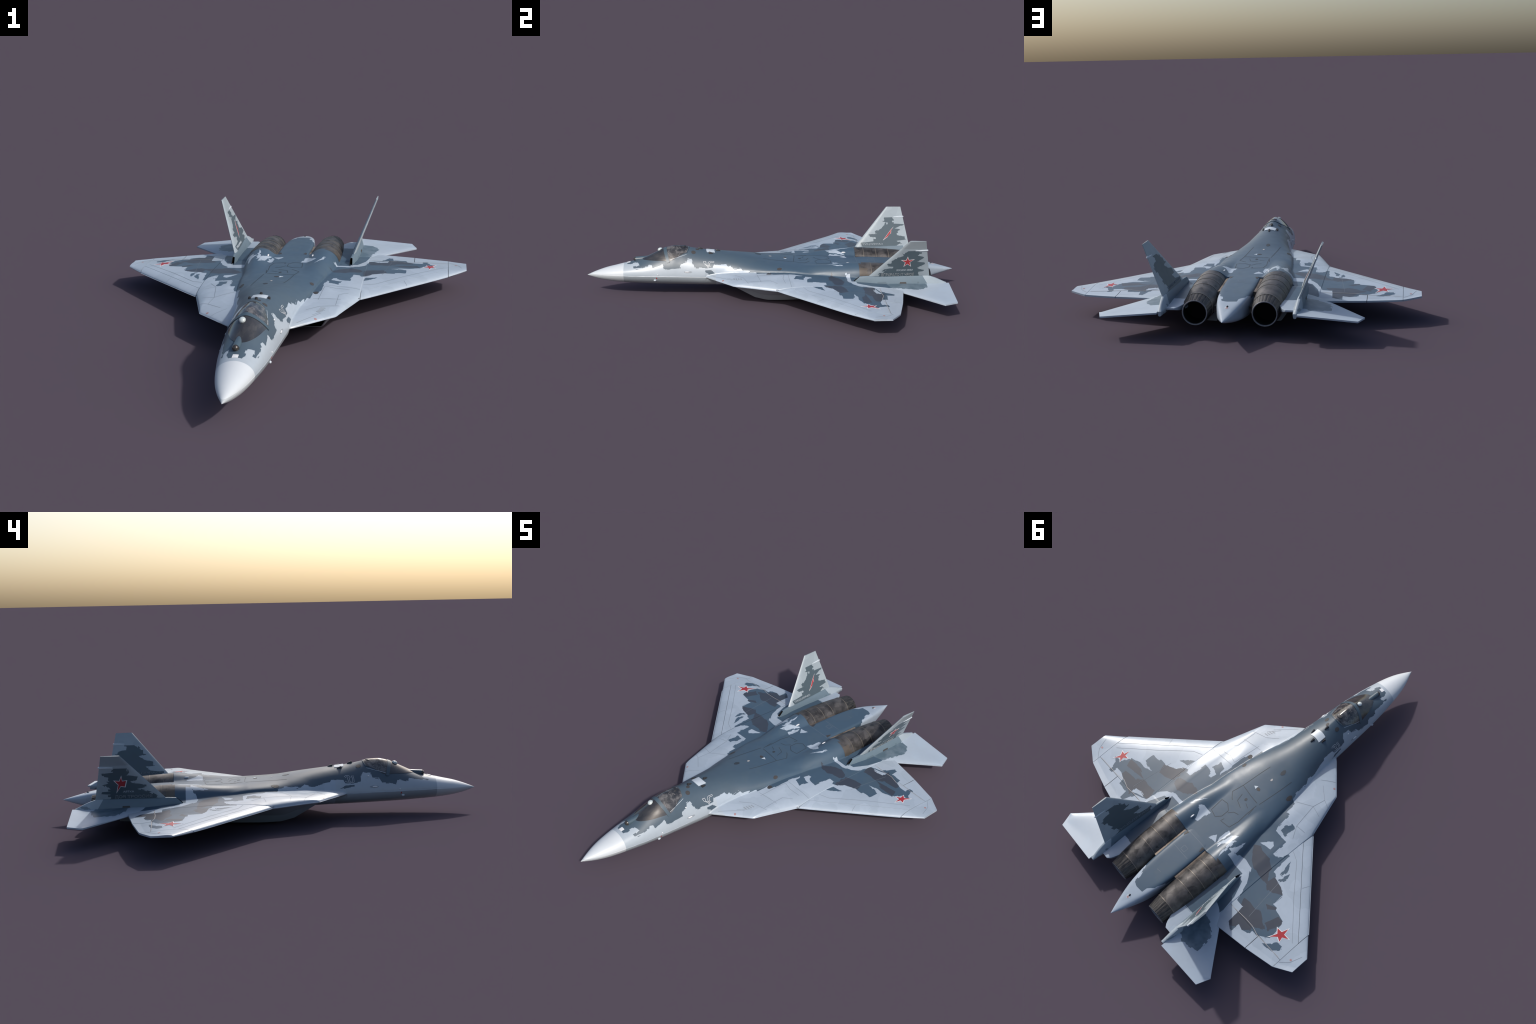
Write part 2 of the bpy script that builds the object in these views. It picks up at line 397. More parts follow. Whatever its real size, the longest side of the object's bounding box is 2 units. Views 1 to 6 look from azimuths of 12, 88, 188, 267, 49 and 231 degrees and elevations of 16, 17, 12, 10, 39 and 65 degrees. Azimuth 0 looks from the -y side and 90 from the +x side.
# ------------------------------------------------------------------ materials
class Nodes:
    def __init__(self, name, rough=.4, metal=0., spec=.5, coat=0.):
        self.m = bpy.data.materials.new(name); self.m.use_nodes = True
        self.t = self.m.node_tree; self.b = self.t.nodes['Principled BSDF']
        self.b.inputs['Roughness'].default_value = rough
        self.b.inputs['Metallic'].default_value = metal
        self.b.inputs['Specular IOR Level'].default_value = spec
        self.b.inputs['Coat Weight'].default_value = coat
        tc = self.t.nodes.new('ShaderNodeTexCoord'); self.P = tc.outputs['Object']
        MATS[name] = self.m
    def n(self, kind, **kw):
        nd = self.t.nodes.new(kind)
        for k, v in kw.items(): setattr(nd, k, v)
        return nd
    def put(self, sock, v):
        if isinstance(v, bpy.types.NodeSocket): self.t.links.new(v, sock)
        else: sock.default_value = v
    def math(self, op, a, b=0., c=None, clamp=False):
        nd = self.n('ShaderNodeMath', operation=op, use_clamp=clamp)
        self.put(nd.inputs[0], a); self.put(nd.inputs[1], b)
        if c is not None: self.put(nd.inputs[2], c)
        return nd.outputs[0]
    def vmath(self, op, a, b=(0, 0, 0)):
        nd = self.n('ShaderNodeVectorMath', operation=op)
        self.put(nd.inputs[0], a); self.put(nd.inputs[1], b)
        return nd.outputs['Value'] if op in ('DOT_PRODUCT', 'LENGTH') else nd.outputs[0]
    def split(self, v):
        nd = self.n('ShaderNodeSeparateXYZ'); self.put(nd.inputs[0], v); return nd.outputs
    def join(self, x, y, z):
        nd = self.n('ShaderNodeCombineXYZ')
        for i, v in enumerate((x, y, z)): self.put(nd.inputs[i], v)
        return nd.outputs[0]
    def gt(self, a, b): return self.math('GREATER_THAN', a, b)
    def lt(self, a, b): return self.math('LESS_THAN', a, b)
    def both(self, *a):
        r = a[0]
        for q in a[1:]: r = self.math('MULTIPLY', r, q)
        return r
    def either(self, *a):
        r = a[0]
        for q in a[1:]: r = self.math('MAXIMUM', r, q)
        return r
    def inv(self, a): return self.math('SUBTRACT', 1., a)
    def noise(self, scale, detail=3, rough=.55, vec=None, out='Fac'):
        nd = self.n('ShaderNodeTexNoise'); nd.inputs['Scale'].default_value = scale
        nd.inputs['Detail'].default_value = detail; nd.inputs['Roughness'].default_value = rough
        self.put(nd.inputs['Vector'], vec if vec is not None else self.P)
        return nd.outputs[out]
    def ramp(self, fac, stops, const=False):
        nd = self.n('ShaderNodeValToRGB'); cr = nd.color_ramp
        if const: cr.interpolation = 'CONSTANT'
        while len(cr.elements) < len(stops): cr.elements.new(.5)
        for e, (p, c) in zip(cr.elements, stops):
            e.position = p; e.color = (*c, 1) if len(c) == 3 else c
        self.put(nd.inputs[0], fac); return nd.outputs[0]
    def mix(self, fac, a, b, mode='MIX'):
        nd = self.n('ShaderNodeMix', data_type='RGBA', blend_type=mode)
        self.put(nd.inputs[0], fac)
        self.put(nd.inputs[6], (*a, 1) if isinstance(a, tuple) else a)
        self.put(nd.inputs[7], (*b, 1) if isinstance(b, tuple) else b)
        return nd.outputs[2]
    def graph(self, x, pts):
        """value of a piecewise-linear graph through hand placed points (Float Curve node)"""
        pts = [list(p) for p in pts]
        for i in range(1, len(pts)):
            if pts[i][0] <= pts[i-1][0]: pts[i][0] = pts[i-1][0]+.0006
        x0, x1 = pts[0][0], pts[-1][0]; lo = min(p[1] for p in pts); hi = max(p[1] for p in pts)
        if hi-lo < 1e-6: hi = lo+1e-6
        nd = self.n('ShaderNodeFloatCurve'); cv = nd.mapping.curves[0]
        n01 = [((a-x0)/(x1-x0), (b-lo)/(hi-lo)) for a, b in pts]
        cv.points[0].location = n01[0]; cv.points[1].location = n01[-1]
        for q in n01[1:-1]: cv.points.new(*q)
        for q in cv.points: q.handle_type = 'VECTOR'
        nd.mapping.update()
        t = self.math('MULTIPLY_ADD', x, 1/(x1-x0), -x0/(x1-x0), clamp=True)
        self.put(nd.inputs['Value'], t)
        return self.math('MULTIPLY_ADD', nd.outputs[0], hi-lo, lo)
    def patch(self, h, corners):
        """inside test for a convex outline; h = (u, v, 1)"""
        area = sum(a[0]*b[1]-b[0]*a[1] for a, b in zip(corners, corners[1:]+corners[:1]))
        sgn = 1 if area > 0 else -1; r = None
        for a, b in zip(corners, corners[1:]+corners[:1]):
            nx, ny = -(b[1]-a[1])*sgn, (b[0]-a[0])*sgn; L = math.hypot(nx, ny)
            d = self.vmath('DOT_PRODUCT', h, (nx/L, ny/L, -(nx*a[0]+ny*a[1])/L))
            r = d if r is None else self.math('MINIMUM', r, d)
        return r
    def patches(self, h, lists):
        r = None
        for c in lists:
            d = self.patch(h, c); r = d if r is None else self.math('MAXIMUM', r, d)
        return self.gt(r, 0.)
    def blocks(self, cell, amount, vec=None, sparse=0.):
        """digital-camouflage jitter: a constant random shift per square cell"""
        v = vec if vec is not None else self.P
        q = self.vmath('FLOOR', self.vmath('MULTIPLY', v, (1/cell[0], 1/cell[1], 1/cell[2])))
        w = self.n('ShaderNodeTexWhiteNoise'); self.put(w.inputs['Vector'], q)
        s = self.vmath('SUBTRACT', w.outputs['Color'], (.5, .5, .5))
        if sparse:      # only some cells are shifted, those by more
            g = self.math('MULTIPLY_ADD', self.gt(w.outputs['Value'], .68), sparse, 1.)
            s = self.vmath('MULTIPLY', s, self.join(g, g, g))
        return self.vmath('ADD', v, self.vmath('MULTIPLY', s, (amount,)*3))
    def finish(self, colour, rough=None, bump=None, bump_strength=.2):
        self.put(self.b.inputs['Base Color'], colour)
        if rough is not None: self.put(self.b.inputs['Roughness'], rough)
        if bump is not None:
            nd = self.n('ShaderNodeBump'); nd.inputs['Strength'].default_value = bump_strength
            nd.inputs['Distance'].default_value = .002
            self.put(nd.inputs['Height'], bump); self.put(self.b.inputs['Normal'], nd.outputs[0])

LIGHT, LIGHT2 = (.325,.385,.458), (.288,.345,.412)
DARK, DARK2 = (.046,.080,.120), (.036,.044,.062)
def weather(N, colour, amount=.10):
    """faint streaks and blotches in the paint"""
    st = N.noise(9., 5, .6); fine = N.noise(55., 4, .6)
    f = N.math('ADD', N.math('MULTIPLY', st, .6), N.math('MULTIPLY', fine, .4))
    g = N.math('MULTIPLY_ADD', f, 2*amount, 1-amount)
    return N.mix(1., colour, N.join(g, g, g), 'MULTIPLY')

def camo_material():
    N = Nodes('camo', rough=.36, spec=.5)
    x, y, z = N.split(N.P); X = N.math('ABSOLUTE', x)
    J = N.blocks((.023,.017,.013), .0032, sparse=2.2); jx, jy, jz = N.split(J); JX = N.math('ABSOLUTE', jx)
    plus = N.gt(x, 0.); minus = N.inv(plus)
    # wing zones: dark between a front and a rear line, both drawn against span
    front_m = N.graph(JX, [(.112,-1),(.118,-.155),(.133,-.13),(.138,-.053),(.150,-.023),(.173,-.016),(.175,.042),(.200,.040),(.203,.083),(.208,.130),(.218,.145),(.251,.144),
        (.253,.150),(.293,.146),(.296,.232),(.312,.232),(.336,.210),(.346,.177),(.357,.180),(.359,.240),(.363,.286),(.386,.301),(.441,.310),(.480,.332),(.482,.396),(.508,.394),(.511,.404),(.575,.416),(.584,.436),(.590,.514),(.60,.70)])
    rear_m = N.graph(JX, [(.112,.95),(.165,.95),(.167,.395),(.200,.358),(.225,.350),(.276,.359),(.303,.395),(.323,.424),(.336,.465),(.352,.511),(.395,.511),(.398,.538),(.403,.605),(.441,.627),(.445,.578),(.476,.587),(.509,.574),(.512,.552),(.543,.550),(.590,.516),(.60,.50)])
    front_p = N.graph(JX, [(.112,-1),(.118,-.165),(.130,-.155),(.141,-.113),(.145,-.083),(.157,-.085),(.160,-.012),(.176,-.030),(.190,.000),(.192,.065),(.194,.118),(.200,.165),(.215,.165),(.217,.200),(.236,.203),(.243,.179),(.293,.173),(.297,.271),(.328,.272),(.337,.256),
        (.370,.275),(.375,.297),(.428,.324),(.470,.320),(.472,.334),(.519,.336),(.521,.410),(.578,.430),(.592,.439),(.602,.478),(.648,.484),(.655,.70)])
    rear_p = N.graph(JX, [(.112,.95),(.200,.95),(.202,.390),(.206,.387),(.228,.389),(.273,.388),(.309,.410),(.339,.447),(.345,.488),(.349,.516),(.407,.541),(.432,.606),(.455,.606),(.456,.565),(.514,.562),(.516,.534),(.547,.518),(.590,.518),(.593,.555),(.612,.553),(.614,.527),(.624,.500),(.655,.48)])
    wing = N.either(N.both(plus, N.gt(jy, front_p), N.lt(jy, rear_p)), N.both(minus, N.gt(jy, front_m), N.lt(jy, rear_m)))
    # fuselage sides: dark above a stepped line drawn against length
    side_p = N.graph(jy, [(-.81,.30),(-.789,.30),(-.787,.170),(-.762,.172),(-.748,.176),(-.745,.157),(-.712,.160),(-.665,.167),(-.663,.177),(-.644,.176),(-.641,.162),(-.582,.183),(-.578,.156),(-.543,.159),(-.491,.163),(-.489,.183),
        (-.455,.187),(-.452,.205),(-.424,.209),(-.420,.163),(-.350,.163),(-.312,.167),(-.310,.181),(-.240,.182),(-.238,.170),(-.216,.178),(-.213,.159),(-.176,.160),(-.16,.125),(-.1,.10),(1.1,.10)])
    side_m = N.graph(jy, [(-.81,.30),(-.789,.30),(-.787,.170),(-.760,.172),(-.757,.158),(-.737,.165),(-.680,.168),(-.677,.176),(-.659,.177),(-.656,.158),(-.616,.168),(-.601,.170),(-.598,.150),(-.565,.159),(-.521,.159),(-.518,.183),
        (-.478,.186),(-.475,.204),(-.430,.209),(-.427,.168),(-.394,.166),(-.345,.163),(-.341,.179),(-.277,.184),(-.274,.174),(-.227,.167),(-.2,.150),(-.17,.125),(-.1,.10),(1.1,.10)])
    side = N.either(N.both(plus, N.gt(jz, side_p)), N.both(minus, N.gt(jz, side_m)))
    geo = N.n('ShaderNodeNewGeometry'); up = N.gt(N.split(geo.outputs['Normal'])[2], -.05)
    h = N.join(jx, jy, 1.)
    islands = N.patches(h, [
        [(.212,.122),(.198,.174),(.233,.166),(.258,.161),(.249,.108)], [(.347,.201),(.351,.245),(.401,.257),(.380,.225)],
        [(-.230,.125),(-.227,.096),(-.243,.062),(-.265,.064),(-.264,.129)], [(-.391,.271),(-.379,.192),(-.405,.235),(-.408,.270)], [(-.408,.300),(-.425,.235),(-.436,.262),(-.425,.300)],
        [(-.587,.558),(-.632,.502),(-.662,.497),(-.668,.518),(-.640,.550)]])
    holes = N.patches(h, [
        [(-.210,.242),(-.271,.228),(-.268,.202),(-.250,.190)], [(.399,.419),(.497,.413),(.578,.431),(.528,.385)], [(.369,.517),(.433,.541),(.436,.512),(.405,.506)],
        [(.300,.205),(.312,.203),(.313,.222),(.301,.224)], 
        [(.028,-.80),(.031,-.722),(.052,-.711),(.056,-.735),(.050,-.80)], [(-.028,-.80),(-.034,-.726),(-.050,-.738),(-.050,-.80)], [(-.012,-.80),(.012,-.80),(.004,-.775)],
        # pale splashes on the engine humps
        [(-.031,.417),(-.049,.378),(-.075,.411)], [(-.071,.320),(-.092,.330),(-.080,.405),(-.066,.372)], [(-.085,.414),(-.104,.330),(-.133,.309),(-.126,.370)], [(-.126,.354),(-.140,.330),(-.149,.449),(-.140,.430)],
        [(-.150,.385),(-.175,.300),(-.182,.392)],
        [(.164,.378),(.123,.290),(.158,.341)], [(.128,.353),(.113,.329),(.063,.330),(.070,.378)], [(.110,.352),(.067,.380),(.067,.403),(.082,.409)]])
    hs = N.join(jy, jz, 1.)
    cheeks = N.either(N.both(plus, N.patches(hs, [[(-.356,.154),(-.319,.155),(-.307,.139),(-.334,.132),(-.352,.141)]])),
                      N.both(minus, N.patches(hs, [[(-.391,.159),(-.394,.148),(-.364,.146),(-.347,.155)], [(-.364,.146),(-.322,.137),(-.326,.146),(-.347,.155)]])))
    islands = N.either(islands, N.both(cheeks, N.lt(X, .125)))
    deck = N.both(N.lt(X, .272), N.gt(X, .15), N.gt(y, .408), N.lt(jy, .712))
    hX = N.join(X, y, 1.)
    deck = N.either(deck, N.patches(hX, [[(.270,.43),(.300,.435),(.332,.510),(.345,.590),(.335,.69),(.270,.69)]]))
    rest = N.both(wing, side, N.inv(holes))
    dark = N.both(up, N.either(rest, islands, deck))
    # tail boom: dark lid ending in a ragged point
    boom_end = N.graph(jx, [(-.08,.70),(-.070,.718),(-.055,.771),(-.033,.799),(-.031,.827),(.008,.830),(.037,.822),(.041,.783),(.055,.751),(.08,.70)])
    dark = N.both(dark, N.either(N.lt(y, .60), N.gt(X, .09), N.both(N.lt(y, boom_end), N.gt(z, .130))))
    deeper = N.patches(h, [
        [(-.198,.271),(-.227,.249),(-.305,.300),(-.285,.350),(-.250,.332)], [(-.248,.262),(-.305,.260),(-.352,.310),(-.396,.356),(-.285,.350)], [(-.305,.262),(-.345,.215),(-.350,.286),(-.386,.301),(-.350,.34)], [(-.386,.301),(-.441,.310),(-.480,.332),(-.432,.366),(-.407,.369),(-.380,.350)],
        [(-.365,.477),(-.401,.470),(-.446,.475),(-.495,.541),(-.398,.538)], [(-.446,.475),(-.467,.455),(-.491,.472),(-.559,.497),(-.495,.541)], [(-.524,.484),(-.544,.417),(-.576,.416),(-.584,.436),(-.559,.497)], [(-.459,.419),(-.508,.394),(-.511,.405),(-.483,.432)],
        [(-.398,.538),(-.495,.541),(-.509,.574),(-.476,.587),(-.441,.627),(-.404,.605)],
        [(.190,.308),(.216,.299),(.261,.289),(.281,.309),(.240,.352)], [(.240,.357),(.261,.300),(.327,.316),(.331,.353),(.281,.370)], [(.340,.263),(.372,.272),(.428,.324),(.383,.368),(.337,.351)], [(.383,.368),(.428,.322),(.438,.323),(.426,.376)],
        [(.345,.488),(.359,.458),(.446,.455),(.484,.493),(.438,.515),(.349,.516)], [(.438,.515),(.484,.485),(.544,.494),(.547,.517),(.433,.565)], [(.446,.455),(.563,.474),(.581,.434),(.514,.431)]])
    # colours
    big = N.noise(14., 2)
    light = N.mix(N.math('MULTIPLY', N.gt(N.noise(7.5, 1, vec=J), .53), .55), LIGHT, LIGHT2)
    grey = N.both(N.lt(z, N.math('MULTIPLY_ADD', N.noise(30., 1), .006, .1150)), N.lt(y, -.30))
    light = N.mix(grey, light, (.235,.270,.300))  # darkened below the chine, mostly for the shading on the underside
    fwd = N.both(N.lt(y, -.30), N.inv(grey))
    light = N.mix(N.math('MULTIPLY', fwd, .8), light, (.335,.385,.435))
    dk = N.mix(N.math('MULTIPLY', N.gt(N.noise(11., 1, vec=J), .55), .5), DARK, (.054,.086,.120))
    greyer = N.math('MULTIPLY', N.math('MULTIPLY_ADD', y, -3.0, .30, clamp=True), .55)
    dk = N.mix(greyer, dk, (.060,.085,.108))
    dk = N.mix(deeper, dk, DARK2)
    col = weather(N, N.mix(dark, light, dk), .13)
    rough = N.math('MULTIPLY_ADD', N.noise(25., 4), .16, .235)
    N.finish(col, N.math('MULTIPLY_ADD', dark, .09, rough), N.noise(60., 3), .04)

def fin_material():
    N = Nodes('fin', rough=.42)
    x, y0, z = N.split(N.P)
    cell = N.n('ShaderNodeTexWhiteNoise'); N.put(cell.inputs['Vector'], N.vmath('FLOOR', N.vmath('MULTIPLY', N.P, (3., 38., 105.))))
    y = N.math('MULTIPLY_ADD', N.math('SUBTRACT', cell.outputs['Value'], .5), .020, y0)
    plus = N.gt(x, 0.); minus = N.inv(plus)
    geo = N.n('ShaderNodeNewGeometry'); nx = N.split(geo.outputs['Normal'])[0]
    outer = N.gt(N.math('MULTIPLY', nx, x), 0.); inner = N.inv(outer)
    def band(a, b):
        return N.both(N.gt(y, N.graph(z, a[::-1])), N.lt(y, N.graph(z, b[::-1])), N.lt(z, max(a[0][0], b[0][0])))
    op = band([(.313,.677),(.300,.663),(.285,.669),(.275,.643),(.265,.623),(.235,.592),(.221,.591),(.219,.612),(.210,.611),(.204,.580),(.158,.537)],
              [(.313,.725),(.304,.746),(.289,.745),(.284,.733),(.275,.773),(.270,.772),(.261,.749),(.248,.738),(.242,.785),(.232,.787),(.204,.741),(.196,.783),(.187,.782),(.185,.754),(.158,.755)])
    im = band([(.314,.672),(.292,.669),(.288,.686),(.272,.680),(.251,.641),(.242,.619),(.227,.616),(.225,.582),(.212,.581),(.209,.610),(.189,.614),(.182,.539),(.158,.538)],
              [(.314,.723),(.294,.730),(.279,.724),(.275,.783),(.270,.78),(.253,.740),(.249,.769),(.240,.742),(.219,.749),(.210,.780),(.192,.801),(.186,.745),(.172,.769),(.158,.739)])
    om = band([(.310,.660),(.290,.657),(.277,.671),(.269,.615),(.252,.623),(.245,.640),(.236,.628),(.231,.586),(.215,.583),(.208,.612),(.194,.570),(.173,.540),(.158,.535)],
              [(.310,.721),(.291,.733),(.287,.772),(.272,.771),(.268,.749),(.253,.755),(.240,.737),(.230,.766),(.209,.747),(.199,.746),(.197,.783),(.187,.784),(.183,.747),(.158,.749)])
    ip = band([(.310,.668),(.299,.656),(.281,.635),(.263,.617),(.256,.648),(.236,.620),(.228,.583),(.208,.579),(.205,.614),(.186,.592),(.180,.533),(.158,.533)],
              [(.310,.725),(.289,.719),(.278,.754),(.267,.770),(.260,.763),(.238,.760),(.205,.745),(.169,.727),(.158,.753)])
    dark = N.either(N.both(plus, outer, op), N.both(minus, inner, im), N.both(minus, outer, om), N.both(plus, inner, ip))
    dark = N.both(dark, N.gt(z, .1605))
    light = N.mix(N.math('MULTIPLY', N.gt(N.noise(16., 1), .52), .5), (.270,.320,.358), (.238,.285,.322))
    light = N.mix(N.both(outer, N.gt(z, .3245)), light, (.215,.252,.280))
    # fairing below the fin: blue grey in front, pale behind a slanted edge
    low = N.lt(z, .1605)
    fair = N.mix(N.gt(N.math('ADD', y0, N.math('MULTIPLY', z, .6)), .872), (.108,.155,.195), (.285,.340,.388))
    blotch = N.both(N.gt(N.noise(22., 1, vec=N.blocks((.02,.02,.012), .006)), .58), N.lt(z, .13))
    fair = N.mix(N.math('MULTIPLY', blotch, .7), fair, (.075,.110,.140))
    col = N.mix(dark, light, (.056,.083,.103))
    col = N.mix(low, col, fair)
    N.finish(weather(N, col, .14), N.math('MULTIPLY_ADD', N.noise(30., 4), .15, .36))

def tailplane_material():
    N = Nodes('tailplane', rough=.38)
    J = N.blocks((.016,.014,.02), .010); jx, jy, jz = N.split(J)
    h = N.join(jx, jy, 1.)
    d = N.patches(h, [[(.27,.52),(.330,.580),(.358,.663),(.371,.714),(.310,.760),(.27,.76)], [(.27,.70),(.371,.705),(.376,.752),(.345,.790),(.27,.797)],
                      [(-.27,.62),(-.349,.674),(-.405,.689),(-.414,.770),(-.27,.80)], [(-.27,.74),(-.412,.75),(-.418,.806),(-.336,.832),(-.27,.80)]])
    soft = N.math('MULTIPLY', d, N.math('MULTIPLY_ADD', N.noise(20., 3), .8, .5, clamp=True))
    light = N.mix(N.gt(N.noise(9., 1, vec=J), .52), LIGHT, (.325,.390,.465))
    col = N.mix(soft, light, (.070,.110,.145))
    N.finish(weather(N, col, .10), N.math('MULTIPLY_ADD', N.noise(25., 4), .15, .30))

def engine_material(name, base, hi, rough=.45, metal=.35, streak=False):
    N = Nodes(name, rough=rough, metal=metal)
    if streak:
        v = N.vmath('MULTIPLY', N.P, (170., 6., 170.))
        f = N.noise(1., 3, vec=v)
    else:
        a = N.noise(26., 2, .4); b = N.noise(90., 5, .7)
        vo = N.n('ShaderNodeTexVoronoi'); vo.inputs['Scale'].default_value = 30.; vo.inputs['Randomness'].default_value = .8
        N.put(vo.inputs['Vector'], N.vmath('MULTIPLY', N.P, (1., .8, 1.)))
        plates = N.split(vo.outputs['Color'])[0]
        f = N.math('ADD', N.math('MULTIPLY', a, .50), N.math('ADD', N.math('MULTIPLY', b, .30), N.math('MULTIPLY', plates, .20)))
    col = N.ramp(f, [(.36, base), (.50, tuple((p+q)/2 for p, q in zip(base, hi))), (.64, hi)])
    rust = N.gt(N.noise(45., 5, .75), .62)
    col = N.mix(N.math('MULTIPLY', rust, .5), col, (.080,.073,.067))
    if name == 'engine':      # heat-tinted, ragged front edge on the outboard flank
        x, y, z = N.split(N.P)
        edge = N.math('MULTIPLY_ADD', N.noise(40., 3), .07, .47)
        tint = N.both(N.lt(y, edge), N.gt(N.math('ABSOLUTE', x), .190))
        col = N.mix(N.math('MULTIPLY', tint, .7), col, (.105,.088,.072))
    N.finish(col, N.math('MULTIPLY_ADD', b if not streak else f, .3, rough-.12), f, .35)

def plain(name, colour, rough=.45, metal=0., amount=.12, spec=.5, coat=0.):
    N = Nodes(name, rough=rough, metal=metal, spec=spec, coat=coat)
    N.finish(weather(N, N.ramp(N.noise(20., 2), [(.3, colour), (.7, tuple(c*.92 for c in colour))]), amount), None)

def glass_material():
    N = Nodes('canopy_glass', rough=.12, spec=.6, coat=.5)
    a = N.noise(34., 4, .6); b = N.noise(75., 3, .6)
    col = N.ramp(a, [(.38, (.020,.021,.024)), (.52, (.048,.048,.050)), (.60, (.110,.108,.110)), (.66, (.06,.06,.062))])  # opaque pane; grey blotches are reflections painted into the base colour
    col = N.mix(N.math('MULTIPLY', N.gt(b, .60), .5), col, (.16,.15,.15))
    N.finish(col, N.math('MULTIPLY_ADD', a, .25, .05))
    N = Nodes('windscreen_glass', rough=.10, spec=.6, coat=.5)
    v = N.vmath('MULTIPLY', N.P, (30., 12., 30.)); a = N.noise(1., 3, .5, vec=v)
    col = N.ramp(a, [(.35, (.020,.021,.024)), (.55, (.034,.034,.036)), (.70, (.065,.062,.060))])
    N.finish(col, N.math('MULTIPLY_ADD', a, .25, .06))

def radome_material():
    N = Nodes('radome', rough=.38)
    z = N.split(N.P)[2]
    col = N.mix(N.lt(z, N.math('MULTIPLY_ADD', N.noise(20., 1), .002, .1155)), (.500,.540,.580), (.385,.420,.450))
    N.finish(weather(N, col, .05), None)

def materials():
    camo_material(); fin_material(); tailplane_material(); glass_material(); radome_material()
    engine_material('engine', (.026,.025,.026), (.105,.098,.096))
    engine_material('petal', (.018,.018,.020), (.066,.062,.058), streak=True)
    engine_material('bronze', (.080,.062,.048), (.250,.205,.165), rough=.55)
    plain('band', (.150,.135,.118), .4, .4, .3)
    plain('rim', (.200,.210,.235), .4, .3, .2)
    plain('duct_black', (.004,.004,.004), .8, 0, .1, .2)  # near black, used inside the ducts and scoop openings
    plain('seam', (.030,.038,.048), .6)
    plain('belly', (.230,.265,.300), .5)
    plain('pale', (.480,.540,.600), .38)
    plain('white_paint', (.62,.64,.67), .4, 0, .04)
    plain('red_paint', (.330,.022,.030), .42, 0, .08)
    plain('dark_paint', (.052,.084,.112), .38)
    plain('fitting', (.035,.036,.040), .45, .3)
    plain('brown', (.044,.041,.042), .6)
    plain('pale_line', (.36,.35,.35), .5)
    plain('lens', (.46,.52,.53), .08, 0, .02, .8, 1.)
    plain('sensor', (.060,.054,.050), .15, .5, .2, .5, .6)
# ------------------------------------------------------------------ surface details
class Skin:
    """ray target made of finished parts, used to lay fittings and markings on the surface"""
    def __init__(self, objs):
        vs, fs = [], []
        for o in objs:
            b = len(vs); vs += [v.co[:] for v in o.data.vertices]
            fs += [[b+i for i in p.vertices] for p in o.data.polygons]
        self.t = BVHTree.FromPolygons(vs, fs)
    def hit(self, p, d, reach=.4):
        d = Vector(d).normalized(); p = Vector(p)
        loc, nor, _, _ = self.t.ray_cast(p-d*reach, d, 3*reach)
        if loc is None:      # fell into a seam: take the nearest solid spot beside it
            for dx, dy in ((0,.003),(0,-.003),(.003,0),(-.003,0),(0,.006),(0,-.006)):
                loc, nor, _, _ = self.t.ray_cast(p+Vector((dx, dy, 0))-d*reach, d, 3*reach)
                if loc is not None:
                    loc = loc-Vector((dx, dy, 0)); break
            else:
                loc, nor, _, _ = self.t.find_nearest(p)
        if nor.dot(d) > 0: nor = -nor
        return loc, nor
    def lay(self, p, d, off):
        loc, nor = self.hit(p, d); return loc+nor*off

def ribbon(skin, pts, d, width, off=.0005, step=.006):
    P = [Vector(p) for p in pts]; d = Vector(d).normalized(); line_ = []
    for a, b in zip(P, P[1:]):
        n = max(1, int((b-a).length/step))
        line_ += [a.lerp(b, i/n) for i in range(n)]
    line_.append(P[-1]); verts, faces = [], []
    for i, p in enumerate(line_):
        t = (line_[min(i+1, len(line_)-1)]-line_[max(i-1, 0)]).normalized()
        s = d.cross(t).normalized()*width/2
        verts += [skin.lay(p-s, d, off), skin.lay(p+s, d, off)]
        if i: k = 2*i; faces.append((k-2, k-1, k+1, k))
    return verts, faces

def ribbons(name, skin, lines, d, width, mat, parent, off=.0005):
    verts, faces = [], []
    for ln in lines:
        w = width
        v, f = ribbon(skin, ln, d, w, off); b = len(verts)
        verts += v; faces += [tuple(b+i for i in q) for q in f]
    ob = new_object(name, verts, faces, mat, parent); ob['kind'] = 'stuff'
    return ob

def sheet(name, skin, outline, d, mat, parent, off=.0006, cuts=2, solid=True):
    bm = bmesh.new()
    f = bm.faces.new([bm.verts.new(p) for p in outline])
    bmesh.ops.triangulate(bm, faces=bm.faces)
    for _ in range(cuts): bmesh.ops.subdivide_edges(bm, edges=bm.edges, cuts=1, use_grid_fill=True)
    for v in bm.verts: v.co = skin.lay(v.co, d, off)
    if solid:
        r = bmesh.ops.extrude_face_region(bm, geom=bm.faces[:])
        for v in [g for g in r['geom'] if isinstance(g, bmesh.types.BMVert)]: v.co += Vector(d).normalized()*(off+.0006)
    me = bpy.data.meshes.new(name); bmesh.ops.recalc_face_normals(bm, faces=bm.faces); bm.to_mesh(me); bm.free()
    me.materials.append(MATS[mat]); ob = bpy.data.objects.new(name, me)
    bpy.context.scene.collection.objects.link(ob); ob.parent = parent
    return ob

def star_outline(tips, inner=.375, grow=0.):
    c = sum((Vector(t) for t in tips), Vector((0, 0, 0)))/5
    T = [Vector(t) for t in tips]; out = []
    for i, t in enumerate(T):
        n = T[(i+1) % 5]
        # waist sits where the chords of neighbouring points cross
        m = c+((t+n)/2-c)*(inner/.809*1.0)
        out += [c+(t-c)*(1+1.75*grow), c+(m-c)*(1+1.9*grow)]
    return out

def red_star(skin, tips, d, parent):
    a = sheet('star_border', skin, star_outline(tips), d, 'white_paint', parent, .0006)
    b = sheet('red_star', skin, star_outline(tips, grow=-.105), d, 'red_paint', parent, .0011)

